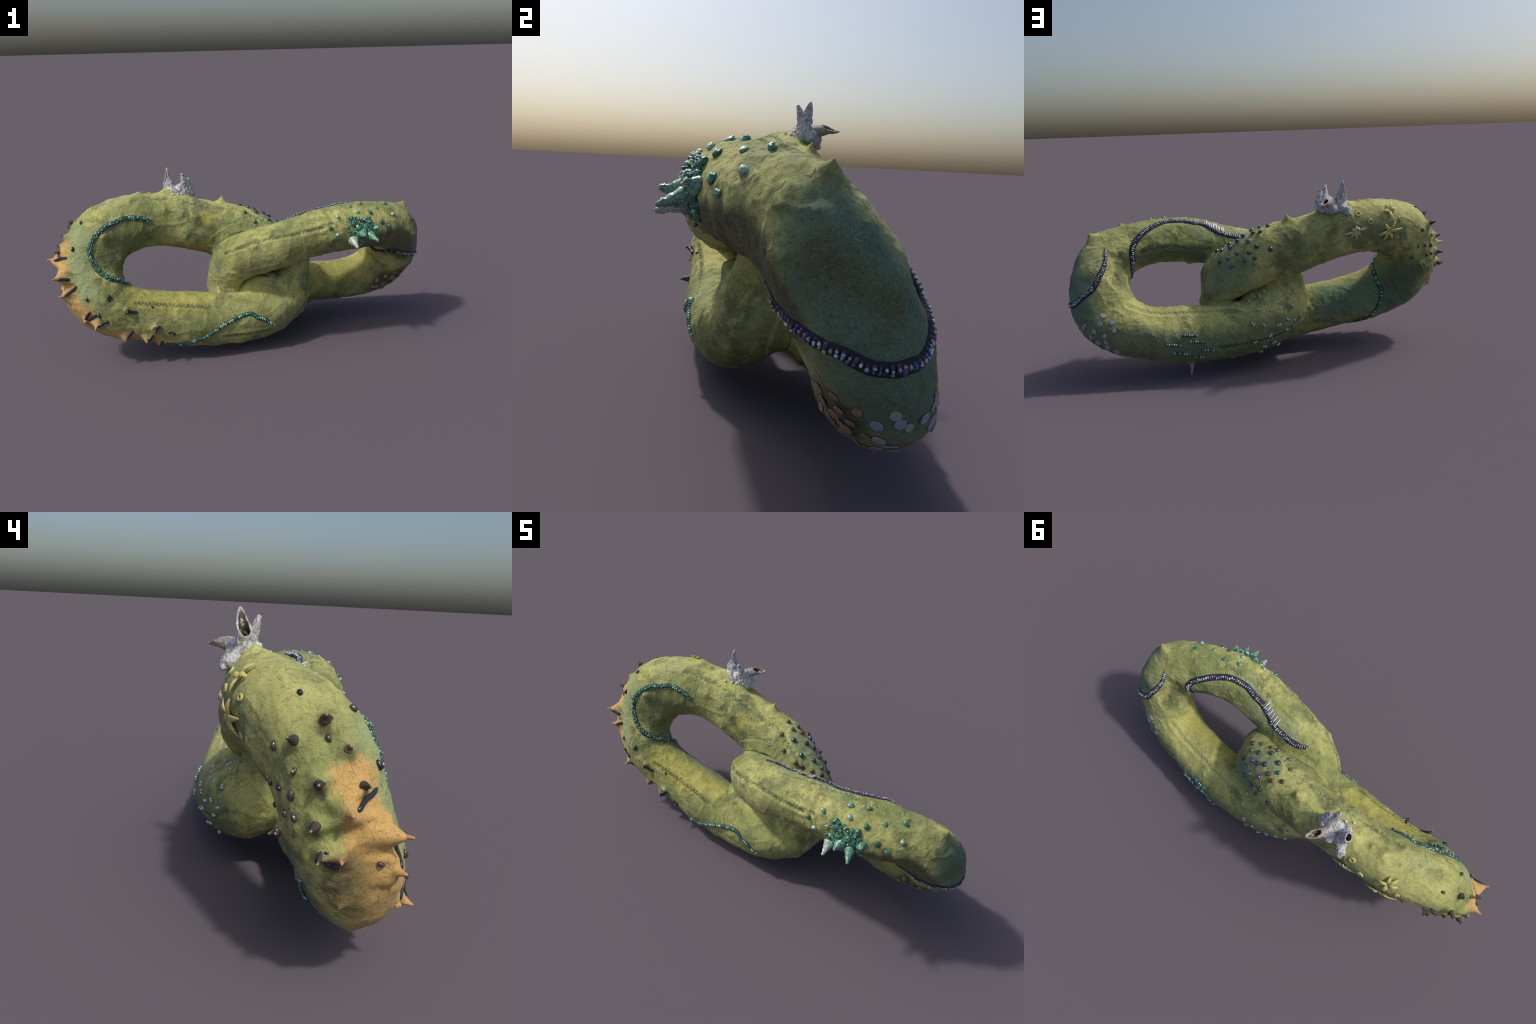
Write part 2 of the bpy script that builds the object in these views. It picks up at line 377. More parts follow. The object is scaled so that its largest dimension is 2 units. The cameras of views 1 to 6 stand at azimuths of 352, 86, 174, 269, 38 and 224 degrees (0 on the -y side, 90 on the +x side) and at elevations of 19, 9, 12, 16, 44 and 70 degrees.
PLUM = [glossy('bead_navy', (0.030, 0.045, 0.16)), glossy('bead_violet', (0.13, 0.065, 0.28)),
        glossy('bead_petrol', (0.03, 0.14, 0.20)), glossy('bead_plum', (0.11, 0.045, 0.09)),
        glossy('bead_champagne', (0.38, 0.33, 0.26)), glossy('bead_ice', (0.30, 0.36, 0.50)),
        glossy('bead_black', (0.022, 0.022, 0.035))]
SEA = [glossy('bead_sea_green', (0.035, 0.17, 0.11)), glossy('bead_emerald', (0.02, 0.10, 0.06)),
       glossy('bead_mint', (0.30, 0.50, 0.38)), glossy('bead_teal', (0.03, 0.15, 0.17)), glossy('bead_pale', (0.48, 0.52, 0.42))]
STUDS = [glossy('stud_brown', (0.085, 0.045, 0.035)), glossy('stud_ink', (0.035, 0.035, 0.075)), glossy('stud_bottle', (0.035, 0.085, 0.065)),
         glossy('stud_violet', (0.11, 0.065, 0.20)), glossy('stud_bronze', (0.12, 0.10, 0.055)), glossy('stud_petrol', (0.03, 0.11, 0.14))]
WHITE = glossy('bead_white', (0.62, 0.62, 0.66), 0.2, 0.0)
CORD_NAVY = matte('cord_navy', (0.012, 0.014, 0.028), (0.028, 0.030, 0.05), 90)
CORD_GREEN = matte('cord_green', (0.014, 0.045, 0.032), (0.035, 0.085, 0.060), 90)
BLACK = glossy('jet_bead', (0.014, 0.017, 0.024), 0.22, 0.2, 0.5)
PEARL = glossy('clear_pearl', (0.50, 0.50, 0.56), 0.15, 0.0, 0.8, 0.3)
SEQUIN = [matte('sequin_lavender', (0.29, 0.30, 0.42), (0.37, 0.38, 0.48), 60, 0.5), matte('sequin_grey', (0.34, 0.34, 0.30), (0.46, 0.44, 0.37), 60, 0.5),
          matte('sequin_tan', (0.26, 0.17, 0.10), (0.36, 0.26, 0.16), 60, 0.45)]
STRAW = matte('straw_yellow', (0.46, 0.42, 0.11), (0.64, 0.59, 0.22), 80, 0.7)
STRAW_PALE = matte('straw_pale', (0.36, 0.37, 0.27), (0.50, 0.50, 0.36), 80, 0.6)
FIBRE = matte('loose_fibre', (0.27, 0.29, 0.12), (0.46, 0.46, 0.20), 25, 0.8, 0.0)
FIBRE_DARK = matte('shadow_fibre', (0.15, 0.16, 0.07), (0.22, 0.23, 0.09), 25, 0.9, 0.0)
STITCH = matte('stitch_thread', (0.33, 0.50, 0.27), (0.50, 0.66, 0.40), 50, 0.7, 0.0)
TAIL = matte('grey_thread', (0.30, 0.30, 0.33), (0.42, 0.42, 0.46), 60, 0.6)
def bone_material():
    n = Nodes('weathered_crust')
    st = n.vec('MULTIPLY', n.vec('ADD', n.pos, n.scale(n.vec('SUBTRACT', n.noise(30, 3, color=True), (.5, .5, .5)), 0.05)), (1, 1, 0.25))
    f = n.noise(85, 5, 0.65, 0.6, vec=st); g = n.noise(22, 4, 0.6)
    col = n.mix(n.ramp(f, 0.36, 0.60), (0.22, 0.22, 0.22), (0.66, 0.66, 0.66))
    col = n.mix(n.ramp(g, 0.50, 0.68, 0.0, 0.5), col, (0.30, 0.36, 0.50))
    col = n.mix(n.ramp(n.noise(34, 3, vec=n.vec('ADD', n.pos, (2, 4, 6))), 0.54, 0.70, 0.0, 0.7), col, (0.30, 0.22, 0.12))
    d = n.path(n.vec('ADD', n.pos, n.scale(n.vec('SUBTRACT', n.noise(40, 2, color=True), (.5, .5, .5)), 0.03)), [Vector((-0.30, 0.19, 0.82)), Vector((-0.25, 0.25, 0.83))])
    col = n.mix(n.ramp(d, 0.02, 0.04, 0.55, 0.0), col, (0.36, 0.27, 0.16))
    n.bump(f, 0.8, 0.006)
    return n.finish(col, 0.5)


BONE = bone_material()
HOLLOW = matte('horn_hollow', (0.060, 0.052, 0.030), (0.17, 0.14, 0.08), 70, 0.8)
CRYSTAL = glossy('green_crystal', (0.030, 0.135, 0.075), 0.18, 0.15, 0.8, 0.9)


def thorn_material(name, base, body, tip):
    n = Nodes(name)
    z = n.new('ShaderNodeSeparateXYZ'); n.put(z.inputs[0], n.pos)
    h = n.math('ADD', z.outputs[2], n.math('MULTIPLY', n.math('SUBTRACT', n.noise(4, 3), 0.5), 0.5))
    col = n.mix(n.ramp(h, 0.22, 0.42), base, body)
    col = n.mix(n.ramp(h, 0.86, 1.0), col, tip)  # point lightened to carry a painted highlight
    n.bump(n.noise(9, 3), 0.3, 0.05)
    return n.finish(col, 0.5)


THORN_DARK = thorn_material('thorn_dark', (0.060, 0.048, 0.032), (0.040, 0.032, 0.028), (0.36, 0.27, 0.22))
THORN_GOLD = thorn_material('thorn_golden', TAN, (0.50, 0.29, 0.11), (0.52, 0.33, 0.15))
THORN_GREEN = thorn_material('thorn_mossy', (0.20, 0.165, 0.07), (0.09, 0.07, 0.04), (0.40, 0.34, 0.2))


# --------------------------------------------------------------------------
# 3. building helpers
# --------------------------------------------------------------------------
COLL = bpy.context.scene.collection


def empty(name):
    o = bpy.data.objects.new(name, None); COLL.objects.link(o); return o


def place(name, mesh, parent, matrix=None):
    o = bpy.data.objects.new(name, mesh); COLL.objects.link(o); o.parent = parent
    if matrix is not None: o.matrix_world = matrix; o.matrix_local = matrix
    return o


def mesh_of(name, verts, faces, mat, smooth=True):
    m = bpy.data.meshes.new(name); m.from_pydata([tuple(v) for v in verts], [], faces); m.update()
    if mat: m.materials.append(mat)
    if smooth: m.polygons.foreach_set('use_smooth', [True] * len(m.polygons))
    return m


def frame(pos, z, x, sx=1, sy=1, sz=1):
    """matrix with local z along `z`, local x near `x`"""
    z = z.normalized(); y = z.cross(x).normalized(); x = y.cross(z)
    return Matrix.Translation(pos) @ Matrix((x, y, z)).transposed().to_4x4() @ Matrix.Diagonal((sx, sy, sz, 1))


def ball(name, mat, seg=14, rings=9, rough=0.0, seed=0, sharp=False):
    vs, fs = [], []
    for i in range(rings + 1):
        a = math.pi * i / rings
        for j in range(seg):
            b = TAU * j / seg
            v = Vector((math.sin(a) * math.cos(b), math.sin(a) * math.sin(b), math.cos(a)))
            vs.append(v * (1 + rough * noise.noise(v * 1.7 + Vector((seed * 3.1, seed, 0)))))
    for i in range(rings):
        for j in range(seg):
            k = (j + 1) % seg
            fs.append((i * seg + j, (i + 1) * seg + j, (i + 1) * seg + k, i * seg + k))
    m = mesh_of(name, vs, fs, mat, not sharp)
    bm = bmesh.new(); bm.from_mesh(m); bmesh.ops.remove_doubles(bm, verts=bm.verts, dist=1e-5)
    bmesh.ops.dissolve_degenerate(bm, edges=bm.edges, dist=1e-6)
    bmesh.ops.recalc_face_normals(bm, faces=bm.faces); bm.to_mesh(m); bm.free()
    return m


def tube(vs, fs, pts, radii, sides=6, flat=None, up=None):
    """append a capped tube through pts; flat squashes it along `up`"""
    start = len(vs); n = len(pts)
    ref = up or Vector((0.31, 0.52, 0.79))
    for i, p in enumerate(pts):
        d = (pts[min(i + 1, n - 1)] - pts[max(i - 1, 0)]).normalized()
        u = up[i] if isinstance(up, list) else ref
        a = d.cross(u); a = a.normalized() if a.length > 1e-6 else d.orthogonal().normalized()
        b = a.cross(d)
        for k in range(sides):
            w = TAU * k / sides
            vs.append(p + a * math.cos(w) * radii[i] + b * math.sin(w) * radii[i] * (flat or 1.0))
    for i in range(n - 1):
        for k in range(sides):
            l = (k + 1) % sides; s = start + i * sides
            fs.append((s + k, s + l, s + sides + l, s + sides + k))
    fs.append(tuple(start + k for k in reversed(range(sides))))
    fs.append(tuple(start + (n - 1) * sides + k for k in range(sides)))


def walk(ring, line, step):
    """points every `step` metres along a smooth (t, angle) path on the ring"""
    t = np.unwrap(np.array([q[0] for q in line]) * TAU) / TAU; p = np.unwrap(np.array([q[1] for q in line]))
    m = len(line); out = []
    for i in range(m - 1):
        g = lambda a, k: a[min(max(k, 0), m - 1)]
        for w in np.linspace(0, 1, 20, endpoint=False):
            f = lambda a: 0.5 * (2 * g(a, i) + (g(a, i + 1) - g(a, i - 1)) * w + (2 * g(a, i - 1) - 5 * g(a, i) + 4 * g(a, i + 1) - g(a, i + 2)) * w * w
                                 + (-g(a, i - 1) + 3 * g(a, i) - 3 * g(a, i + 1) + g(a, i + 2)) * w ** 3)
            out.append((f(t), f(p)))
    P = [ring.at(*q)[0] for q in out]; s = [0.0]
    for a, b in zip(P[:-1], P[1:]): s.append(s[-1] + (b - a).length)
    k = max(2, int(s[-1] / step)); res = []
    for x in np.linspace(0, s[-1], k):
        res.append(ring.at(np.interp(x, s, [q[0] for q in out]), np.interp(x, s, [q[1] for q in out])))
    tang = [(res[min(i + 1, k - 1)][0] - res[max(i - 1, 0)][0]).normalized() for i in range(k)]
    return [(r[0], r[1], d) for r, d in zip(res, tang)]


def remeshed(name, verts, faces, mat, voxel, wobble=0.0, freq=60, smooth=2):
    m = mesh_of(name, verts, faces, mat)
    bm = bmesh.new(); bm.from_mesh(m); bmesh.ops.recalc_face_normals(bm, faces=bm.faces); bm.to_mesh(m); bm.free()
    o = bpy.data.objects.new(name, m); COLL.objects.link(o)
    r = o.modifiers.new('r', 'REMESH'); r.mode = 'VOXEL'; r.voxel_size = voxel; r.use_smooth_shade = True
    if smooth:
        s = o.modifiers.new('s', 'SMOOTH'); s.iterations = smooth; s.factor = 0.5
    dg = bpy.context.evaluated_depsgraph_get(); dg.update()
    e = bpy.data.meshes.new_from_object(o.evaluated_get(dg), depsgraph=dg)
    bpy.data.objects.remove(o); e.name = name
    if wobble:
        nn = [v.normal.copy() for v in e.vertices]
        for v, q in zip(e.vertices, nn):
            v.co += q * wobble * (noise.noise(v.co * freq) + 0.5 * noise.noise(v.co * freq * 2.3))
    if not e.materials: e.materials.append(mat)
    e.polygons.foreach_set('use_smooth', [True] * len(e.polygons))
    return e


# --------------------------------------------------------------------------
# 4. the object: two linked rings
# --------------------------------------------------------------------------
root = empty('linked_ring_sculpture')
root['label'] = 'two interlinked mossy felt rings with beads, thorns and a white coral horn'
root['category'] = 'textile sculpture'


def ring_mesh(name, ring, mat):
    fs = []
    for i in range(NT):
        a, b = i * NP, ((i + 1) % NT) * NP
        for j in range(NP):
            k = (j + 1) % NP; fs.append((a + j, b + j, b + k, a + k))
    m = mesh_of(name, ring.X.reshape(-1, 3).tolist(), fs, mat)
    bm = bmesh.new(); bm.from_mesh(m); bmesh.ops.recalc_face_normals(bm, faces=bm.faces); bm.to_mesh(m); bm.free()
    return place(name, m, root)


objA = ring_mesh('felt_ring', ringA, FELT_A)
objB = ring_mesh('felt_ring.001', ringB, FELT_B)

base = ball('seed', None, 8, 6); bv = [v.co.copy() for v in base.vertices]; bf = [tuple(f.vertices) for f in base.polygons]


def add_seed(store, pos, r):
    vs, fs = store; o = len(vs)
    vs.extend(pos + v * r for v in bv); fs.extend(tuple(o + k for k in f) for f in bf)


# ---- loose felt fibres and seam stitches ---------------------------------
def fibres(name, ring, parent, count, mat, length, rad, seed):
    rng = random.Random(seed); vs, fs = [], []
    for _ in range(count):
        t, p = rng.random(), rng.random() * TAU
        a = rng.random() * TAU; L = length * rng.uniform(0.4, 1.3); bend = rng.uniform(-1.4, 1.4); pts = []
        for k in range(4):
            s = k / 3; ang = a + bend * s
            t += math.cos(ang) * L / 3 / 2.9; p += math.sin(ang) * L / 3 / 0.13
            pts.append(ring.at(t, p, 0.0008 * math.sin(math.pi * s) + 0.0001)[0])
        tube(vs, fs, pts, [rad * 0.6, rad, rad, rad * 0.3], 3)
    o = place(name, mesh_of(name, vs, fs, mat), parent); o['kind'] = 'stuff'


for ring, ob, sd in ((ringA, objA, 1), (ringB, objB, 2)):
    fibres('felt_fibre', ring, ob, 3600, FIBRE, 0.019, 0.00042, sd)
    fibres('dark_fibre', ring, ob, 350, FIBRE_DARK, 0.014, 0.00045, sd + 5)

def stitches(ring, seams, parent, seed):
    rng = random.Random(seed); vs, fs = [], []
    for line, vis in seams:
        for pos, nrm, d in walk(ring, line, 0.011):
            if rng.random() < 0.35: continue
            side = nrm.cross(d); dirn = (side * rng.uniform(0.4, 1) * rng.choice((-1, 1)) + d * rng.uniform(-0.8, 0.8)).normalized()
            L = rng.uniform(0.006, 0.015); c = pos + side * rng.uniform(-0.006, 0.006)
            pts = [c - dirn * L * 0.5 + nrm * 0.0005, c + nrm * 0.0035 + side * rng.uniform(-.002, .002), c + dirn * L * 0.5 + nrm * 0.0008]
            tube(vs, fs, pts, [0.0010, 0.0012, 0.0008], 5)
    o = place('seam_stitch', mesh_of('seam_stitch', vs, fs, STITCH), parent); o['kind'] = 'stuff'


stitches(ringA, SEAMS_A + [([(0.7444, 4.267), (0.8021, 4.372)], 0), ([(0.1208, 4.869), (0.1757, 4.791)], 0)], objA, 3)
stitches(ringB, SEAMS_B, objB, 4)

# ---- bead strings ---------------------------------------------------------
TEAL_SEEDS = [(0.3278, 4.398), (0.3438, 4.555), (0.3646, 4.739), (0.3854, 4.791), (0.4042, 4.869), (0.4271, 4.896), (0.4375, 4.869), (0.4514, 4.843),
              (0.4625, 4.739), (0.4750, 4.608), (0.4924, 4.477), (0.5125, 4.320), (0.5333, 4.110), (0.5535, 3.848), (0.5792, 3.613), (0.5938, 3.377)]
TEAL_RONDELLES = [(0.5938, 3.377), (0.6021, 2.958), (0.6062, 2.487), (0.6083, 2.094), (0.6201, 1.676), (0.6333, 1.309), (0.6451, 1.047), (0.6687, 0.550),
                  (0.6944, 0.052), (0.7229, 5.760), (0.7368, 5.629), (0.7493, 5.393), (0.7639, 5.079), (0.7757, 4.922),
                  (0.7903, 4.739), (0.8090, 4.608), (0.8208, 4.608), (0.8299, 4.791), (0.8396, 4.896), (0.8479, 5.105), (0.8562, 5.341)]
PURPLE = [(0.3840, 1.230), (0.3750, 1.414), (0.3646, 1.492), (0.3493, 1.571), (0.3340, 1.571), (0.3222, 1.571), (0.3049, 1.466), (0.2861, 1.230), (0.2660, 1.178),
          (0.2472, 1.100), (0.2306, 1.126), (0.2125, 1.204), (0.1924, 1.361), (0.1653, 1.571), (0.1444, 1.754), (0.1326, 1.911), (0.1222, 2.147), (0.1139, 2.566),
          (0.1049, 2.958), (0.0771, 3.744), (0.0674, 4.058), (0.0486, 4.398), (0.0306, 4.739), (0.0146, 5.105), (0.0021, 5.419), (0.9938, 5.707), (0.9861, 5.864),
          (0.9785, 6.126), (0.9750, 0.105), (0.9729, 0.314), (0.9750, 0.707), (0.9799, 0.995), (0.9861, 1.309), (0.9958, 1.466), (0.0104, 1.597),
          (0.0257, 1.676), (0.0417, 1.676), (0.0556, 1.571), (0.0688, 1.388)]


def cord(name, pts, width, height, mat, parent, taper_end=False):
    vs, fs = [], []; n = len(pts); rad = []
    for i in range(n):
        e = min(1.0, 0.3 + i / 5, 0.3 + (n - 1 - i) / (16 if taper_end else 5)); rad.append(width * 0.5 * e)
    tube(vs, fs, [p + q * 0.0005 for p, q, d in pts], rad, 12, height / (width * 0.5), [q for p, q, d in pts])
    place(name, mesh_of(name, vs, fs, mat), parent)


rnd = random.Random(21)
# purple-blue caterpillar of rondelles on the right ring
cord('bead_cord', walk(ringB, PURPLE, 0.012), 0.030, 0.0042, CORD_NAVY, objB, True)  # dark strip under the beads, wider than the bead row
variants = [ball('rondelle', m) for m in PLUM]
glints = [ball('modelled_glint', m, 8, 6) for m in (PLUM[5], PLUM[4], PLUM[1], SEA[2], PLUM[5], PLUM[2], WHITE, WHITE)]  # specular highlights of the dark beads, modelled as small pale balls
path = walk(ringB, PURPLE, 0.0106)
for i, (p, q, d) in enumerate(path):
    fade = min(1.0, 0.45 + (len(path) - 1 - i) / 14)
    k = rnd.uniform(0.88, 1.12) * fade
    m = frame(p + q * 0.0008 + q.cross(d) * rnd.uniform(-0.0025, 0.0025), q, d + q.cross(d) * rnd.uniform(-.25, .25), 0.0060 * rnd.uniform(.8, 1.1), 0.0112 * k * rnd.uniform(.85, 1.12), 0.0072 * k)
    mesh = rnd.choices(variants, (4, 1.6, 1.8, 3, 0.5, 0.6, 6))[0] if i < len(path) - 3 else variants[5]
    inside = (p - ringB.at(0.085, 3.9)[0]).length < 0.10
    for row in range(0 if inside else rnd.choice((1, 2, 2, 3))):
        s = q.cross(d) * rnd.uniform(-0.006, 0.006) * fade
        place('modelled_glint', rnd.choice(glints), objB, frame(p + s + q * (0.0078 * k - 40 * s.length_squared), q, d, rnd.uniform(.0026, .0044), rnd.uniform(.0026, .005), .0030))
    if not inside or i % 3 == 0: place('rondelle', mesh, objB, m)
# a few long pale bugles lie across the string on the shoulder
bugle_pale = ball('pale_bugle', WHITE); bugle_cream = ball('pale_bugle', PLUM[4])
for i, (p, q, d) in enumerate(walk(ringB, [(0.3160, 1.414), (0.2986, 1.283), (0.2826, 1.126)], 0.0085)):
    s = (q.cross(d) * (1 if q.cross(d).z > 0 else -1) + d * 0.35).normalized()
    place('pale_bugle', (bugle_pale, bugle_cream)[i % 2], objB, frame(p + q * 0.008 + s * 0.008, q, s, rnd.uniform(0.017, 0.026), 0.0036, 0.0036))

# teal string on the left ring: first a rope of seed beads, then rondelles
seed_path = walk(ringA, TEAL_SEEDS, 0.012)
cord('seed_cord', seed_path, 0.027, 0.010, CORD_GREEN, objA)
seeds = {i: ([], []) for i in range(len(SEA))}
for i, (p, q, d) in enumerate(walk(ringA, TEAL_SEEDS, 0.0068)):
    s = q.cross(d)
    for row in (-1.5, -0.5, 0.5, 1.5):
        if rnd.random() < 0.12: continue
        w = row * 0.0066 + rnd.uniform(-0.001, 0.001)
        add_seed(seeds[rnd.choices(range(5), (4, 2, 4.5, 2, 2.5))[0]], p + s * w + d * rnd.uniform(-0.002, 0.002) + q * (0.0095 - 55 * w * w + rnd.uniform(-.001, .001)), rnd.uniform(0.0030, 0.0042))  # pale share raised to bake the band's mint highlights into bead colour
for i, (vs, fs) in seeds.items():
    o = place('seed_bead', mesh_of('seed_bead', vs, fs, SEA[i]), objA); o['kind'] = 'stuff'
cord('bead_cord', walk(ringA, TEAL_RONDELLES, 0.012), 0.022, 0.0065, CORD_GREEN, objA)
variants = [ball('teal_rondelle', m) for m in SEA] + [ball('teal_rondelle', PLUM[2])]
for p, q, d in walk(ringA, TEAL_RONDELLES, 0.0098):
    k = rnd.uniform(0.8, 1.15)
    place('teal_rondelle', rnd.choices(variants, (3, 2, 2.4, 3, 2.0, 1.5))[0], objA,
          frame(p + q * 0.004 + q.cross(d) * rnd.uniform(-.002, .002), q, d, 0.0048, 0.0088 * k, 0.0072 * k))

# ---- round studs on the shoulder of the left ring -------------------------
STUD_AT = [(0.1576, 5.864), (0.1431, 6.048), (0.1326, 5.943), (0.1507, 5.367), (0.1444, 5.733), (0.1319, 5.472), (0.1319, 5.000), (0.1167, 5.760), (0.1049, 5.864),
           (0.1069, 5.288), (0.0896, 5.864), (0.1035, 4.974), (0.0882, 5.498), (0.0708, 5.576), (0.0722, 5.157), (0.0583, 5.367), (0.0632, 6.074), (0.0806, 0.000),
           (0.0979, 0.105), (0.1208, 6.205), (0.1292, 0.314), (0.1153, 0.367), (0.1042, 0.576), (0.1201, 0.707), (0.0819, 0.471), (0.1479, 0.628), (0.0903, 5.027)]
STUD_HUE = [0, 0, 0, 4, 5, 2, 4, 1, 1, 2, 3, 4, 2, 4, 4, 0, 1, 5, 3, 3, 1, 2, 5, 2, 5, 1, 0]
variants = [ball('stud', m, 18, 12, 0.12, i) for i, m in enumerate(STUDS)]
for (t, p), h in zip(STUD_AT, STUD_HUE):
    c, q, d = ringA.at(t, p, 0.0035); k = rnd.uniform(0.92, 1.12)
    place('stud', variants[h], objA, frame(c, q, d, 0.0118 * k, 0.0112 * k, 0.0098 * k))

# ---- pearls and sequins on the lower right ring ---------------------------
PEARL_AT = [(0.6764, 2.278), (0.6444, 2.382), (0.6132, 2.330), (0.5847, 1.963), (0.5917, 2.409), (0.5611, 1.597), (0.5757, 1.152), (0.5972, 1.466),
            (0.6146, 1.571), (0.6389, 1.780), (0.6715, 1.859), (0.6583, 1.309), (0.6410, 1.126), (0.6160, 0.916), (0.5972, 0.916), (0.5882, 0.681), (0.6062, 0.497),
            (0.6340, 0.707), (0.6597, 0.602), (0.6299, 0.236), (0.6451, 0.236), (0.6222, 6.205), (0.6486, 6.021)]
for i, (t, p) in enumerate(PEARL_AT):
    vs, fs = [], []
    for k in range(rnd.choice((2, 3, 3, 4))):
        a = rnd.random() * TAU
        add_seed((vs, fs), Vector((math.cos(a) * 0.0062, math.sin(a) * 0.0062, rnd.uniform(0.001, 0.005))), rnd.uniform(0.0042, 0.0066))
    c, q, d = ringB.at(t, p, 0.001)
    place('pearl_cluster', mesh_of('pearl_cluster', vs, fs, PEARL), objB, frame(c, q, d))

SEQUIN_AT = [(0.9333, 1.283), (0.9257, 0.942), (0.9090, 1.257), (0.9403, 0.471), (0.9243, 0.576), (0.8965, 1.021), (0.9069, 0.707), (0.9104, 0.340), (0.9007, 0.497),
             (0.8958, 0.314), (0.8819, 0.236), (0.9403, 4.948), (0.9611, 5.341), (0.9479, 5.341), (0.9361, 5.184), (0.9528, 5.629), (0.9181, 5.027), (0.9417, 5.498),
             (0.9285, 5.393), (0.9097, 5.393), (0.9313, 5.681), (0.9451, 5.838), (0.9514, 6.074), (0.9403, 6.205), (0.9243, 5.995),
             (0.9326, 4.660), (0.9111, 4.477), (0.9521, 4.896), (0.8938, 4.660), (0.9014, 5.053), (0.8854, 5.210), (0.8958, 5.707), (0.9056, 5.995)]
SEQUIN_AT += [(0.90 + 0.045 * rnd.random(), 4.5 + 2.2 * rnd.random()) for _ in range(16)]
prof = [(0.0, 0.0022), (0.006, 0.0021), (0.0105, 0.0026), (0.0122, 0.0018), (0.0122, 0.0), (0.0, -0.0005)]
disc_v, disc_f = [], []
for r, z in prof:
    for k in range(20): disc_v.append(Vector((r * math.cos(TAU * k / 20), r * math.sin(TAU * k / 20), z)))
for i in range(len(prof) - 1):
    for k in range(20):
        l = (k + 1) % 20; disc_f.append((i * 20 + k, (i + 1) * 20 + k, (i + 1) * 20 + l, i * 20 + l))
variants = [mesh_of('sequin', disc_v, disc_f, m) for m in SEQUIN]
for t, p in SEQUIN_AT:
    c, q, d = ringB.at(t, p, 0.0012); q = (q + d * rnd.uniform(-.12, .12) + q.cross(d) * rnd.uniform(-.12, .12)).normalized()
    v = 2 if 4.3 < p < 5.75 else (0 if t < 0.93 else rnd.choice((0, 1)))
    k = rnd.uniform(0.75, 1.3)
    place('sequin', variants[v], objB, frame(c, q, d, k, k * rnd.uniform(.85, 1), 1))

# ---- short dashes of teal beads -------------------------------------------
DASHES = [((0.7764, 1.126), (0.7535, 1.100)), ((0.7632, 0.890), (0.7410, 0.838)), ((0.8014, 0.785), (0.7792, 0.733)), ((0.7896, 0.471), (0.7701, 0.445)),
          ((0.7611, 0.314), (0.7444, 0.288)), ((0.7458, 0.576), (0.7278, 0.524))]
variants = [ball('dash_bead', m) for m in (SEA[0], SEA[3], SEA[2], PLUM[5], SEA[4])]
for a, b in DASHES:
    pts = walk(ringB, [a, b], 0.0092)
    cord('dash_cord', pts, 0.021, 0.007, CORD_GREEN, objB)
    for i, (p, q, d) in enumerate(pts):
        place('dash_bead', variants[(i * 2 + int(a[0] * 1000)) % 5], objB, frame(p + q * 0.0055, q, d, 0.0045, 0.0062, 0.0075))

# ---- green crystals on the front of the right ring ------------------------
GREEN_AT = [(0.2431, 6.205), (0.2590, 5.786), (0.2139, 0.497), (0.1903, 0.602), (0.2097, 0.052), (0.1868, 6.231), (0.1639, 0.236), (0.1326, 0.419), (0.1271, 6.074),
            (0.1660, 5.760), (0.2319, 5.707), (0.1465, 5.576), (0.2493, 5.445)]
variants = [ball('green_stud', m, 12, 8, 0.6, i * 3 + 1, False) for i, m in enumerate((SEA[0], SEA[2], glossy('bead_jade', (0.09, 0.27, 0.20)), glossy('bead_lichen', (0.16, 0.34, 0.20))))]
for i, (t, p) in enumerate(GREEN_AT):
    c, q, d = ringB.at(t, p, 0.002)
    place('green_stud', variants[(i * 3 + 1) % 4], objB, frame(c, q, d + q.cross(d) * rnd.uniform(-1, 1), rnd.uniform(.011, .0145), rnd.uniform(.009, .012), rnd.uniform(.007, .010)))
CRUST = [(0.2229, 6.048), (0.2194, 5.995), (0.2215, 5.812), (0.2174, 5.812), (0.2125, 5.969), (0.2118, 5.655), (0.2076, 5.890), (0.2021, 5.917), (0.1951, 5.969),
         (0.1965, 5.812), (0.1910, 5.707), (0.1924, 5.498), (0.1861, 5.524), (0.2035, 5.393), (0.1951, 5.288), (0.2062, 5.498), (0.2104, 5.210), (0.2174, 5.341),
         (0.2250, 5.393), (0.2257, 5.210), (0.2139, 5.157), (0.2236, 5.445), (0.2160, 5.184), (0.2083, 5.236), (0.1938, 5.157), (0.1868, 5.210), (0.2264, 5.053),
         (0.2042, 4.974), (0.1924, 4.948)]
SPIKES = [(0.525, -0.309, 0.569), (0.633, -0.295, 0.593), (0.566, -0.297, 0.623), (0.653, -0.239, 0.644)]
vs, fs = [], []
for t, p in CRUST:
    c, q, d = ringB.at(t, p, 0.0)
    add_seed((vs, fs), c, rnd.uniform(0.012, 0.0175))
for t, p in ((0.2062, 5.288), (0.2160, 5.288), (0.1986, 5.288), (0.2215, 5.210), (0.2111, 5.053), (0.2014, 5.105), (0.203, 5.62), (0.197, 5.52), (0.209, 5.48), (0.215, 5.60), (0.188, 5.38)):
    c, q, d = ringB.at(t, p, 0.0); add_seed((vs, fs), c, 0.021)
for tip in SPIKES:
    tip = Vector(tip); b = ringB.at(*ringB.nearest(tip))
    tube(vs, fs, [b[0] - b[1] * 0.006, b[0] + (tip - b[0]) * 0.35, b[0] + (tip - b[0]) * 0.6], [0.024, 0.0125, 0.008], 10)
place('crystal_crust', remeshed('crystal_crust', vs, fs, CRYSTAL, 0.0028, 0.0026, 110), objB)
spike_mats = [glossy('spike_pale', (0.34, 0.42, 0.33), 0.2, 0.1, 0.7, 0.7), glossy('spike_green', (0.12, 0.27, 0.17), 0.2, 0.1, 0.7, 0.8)]
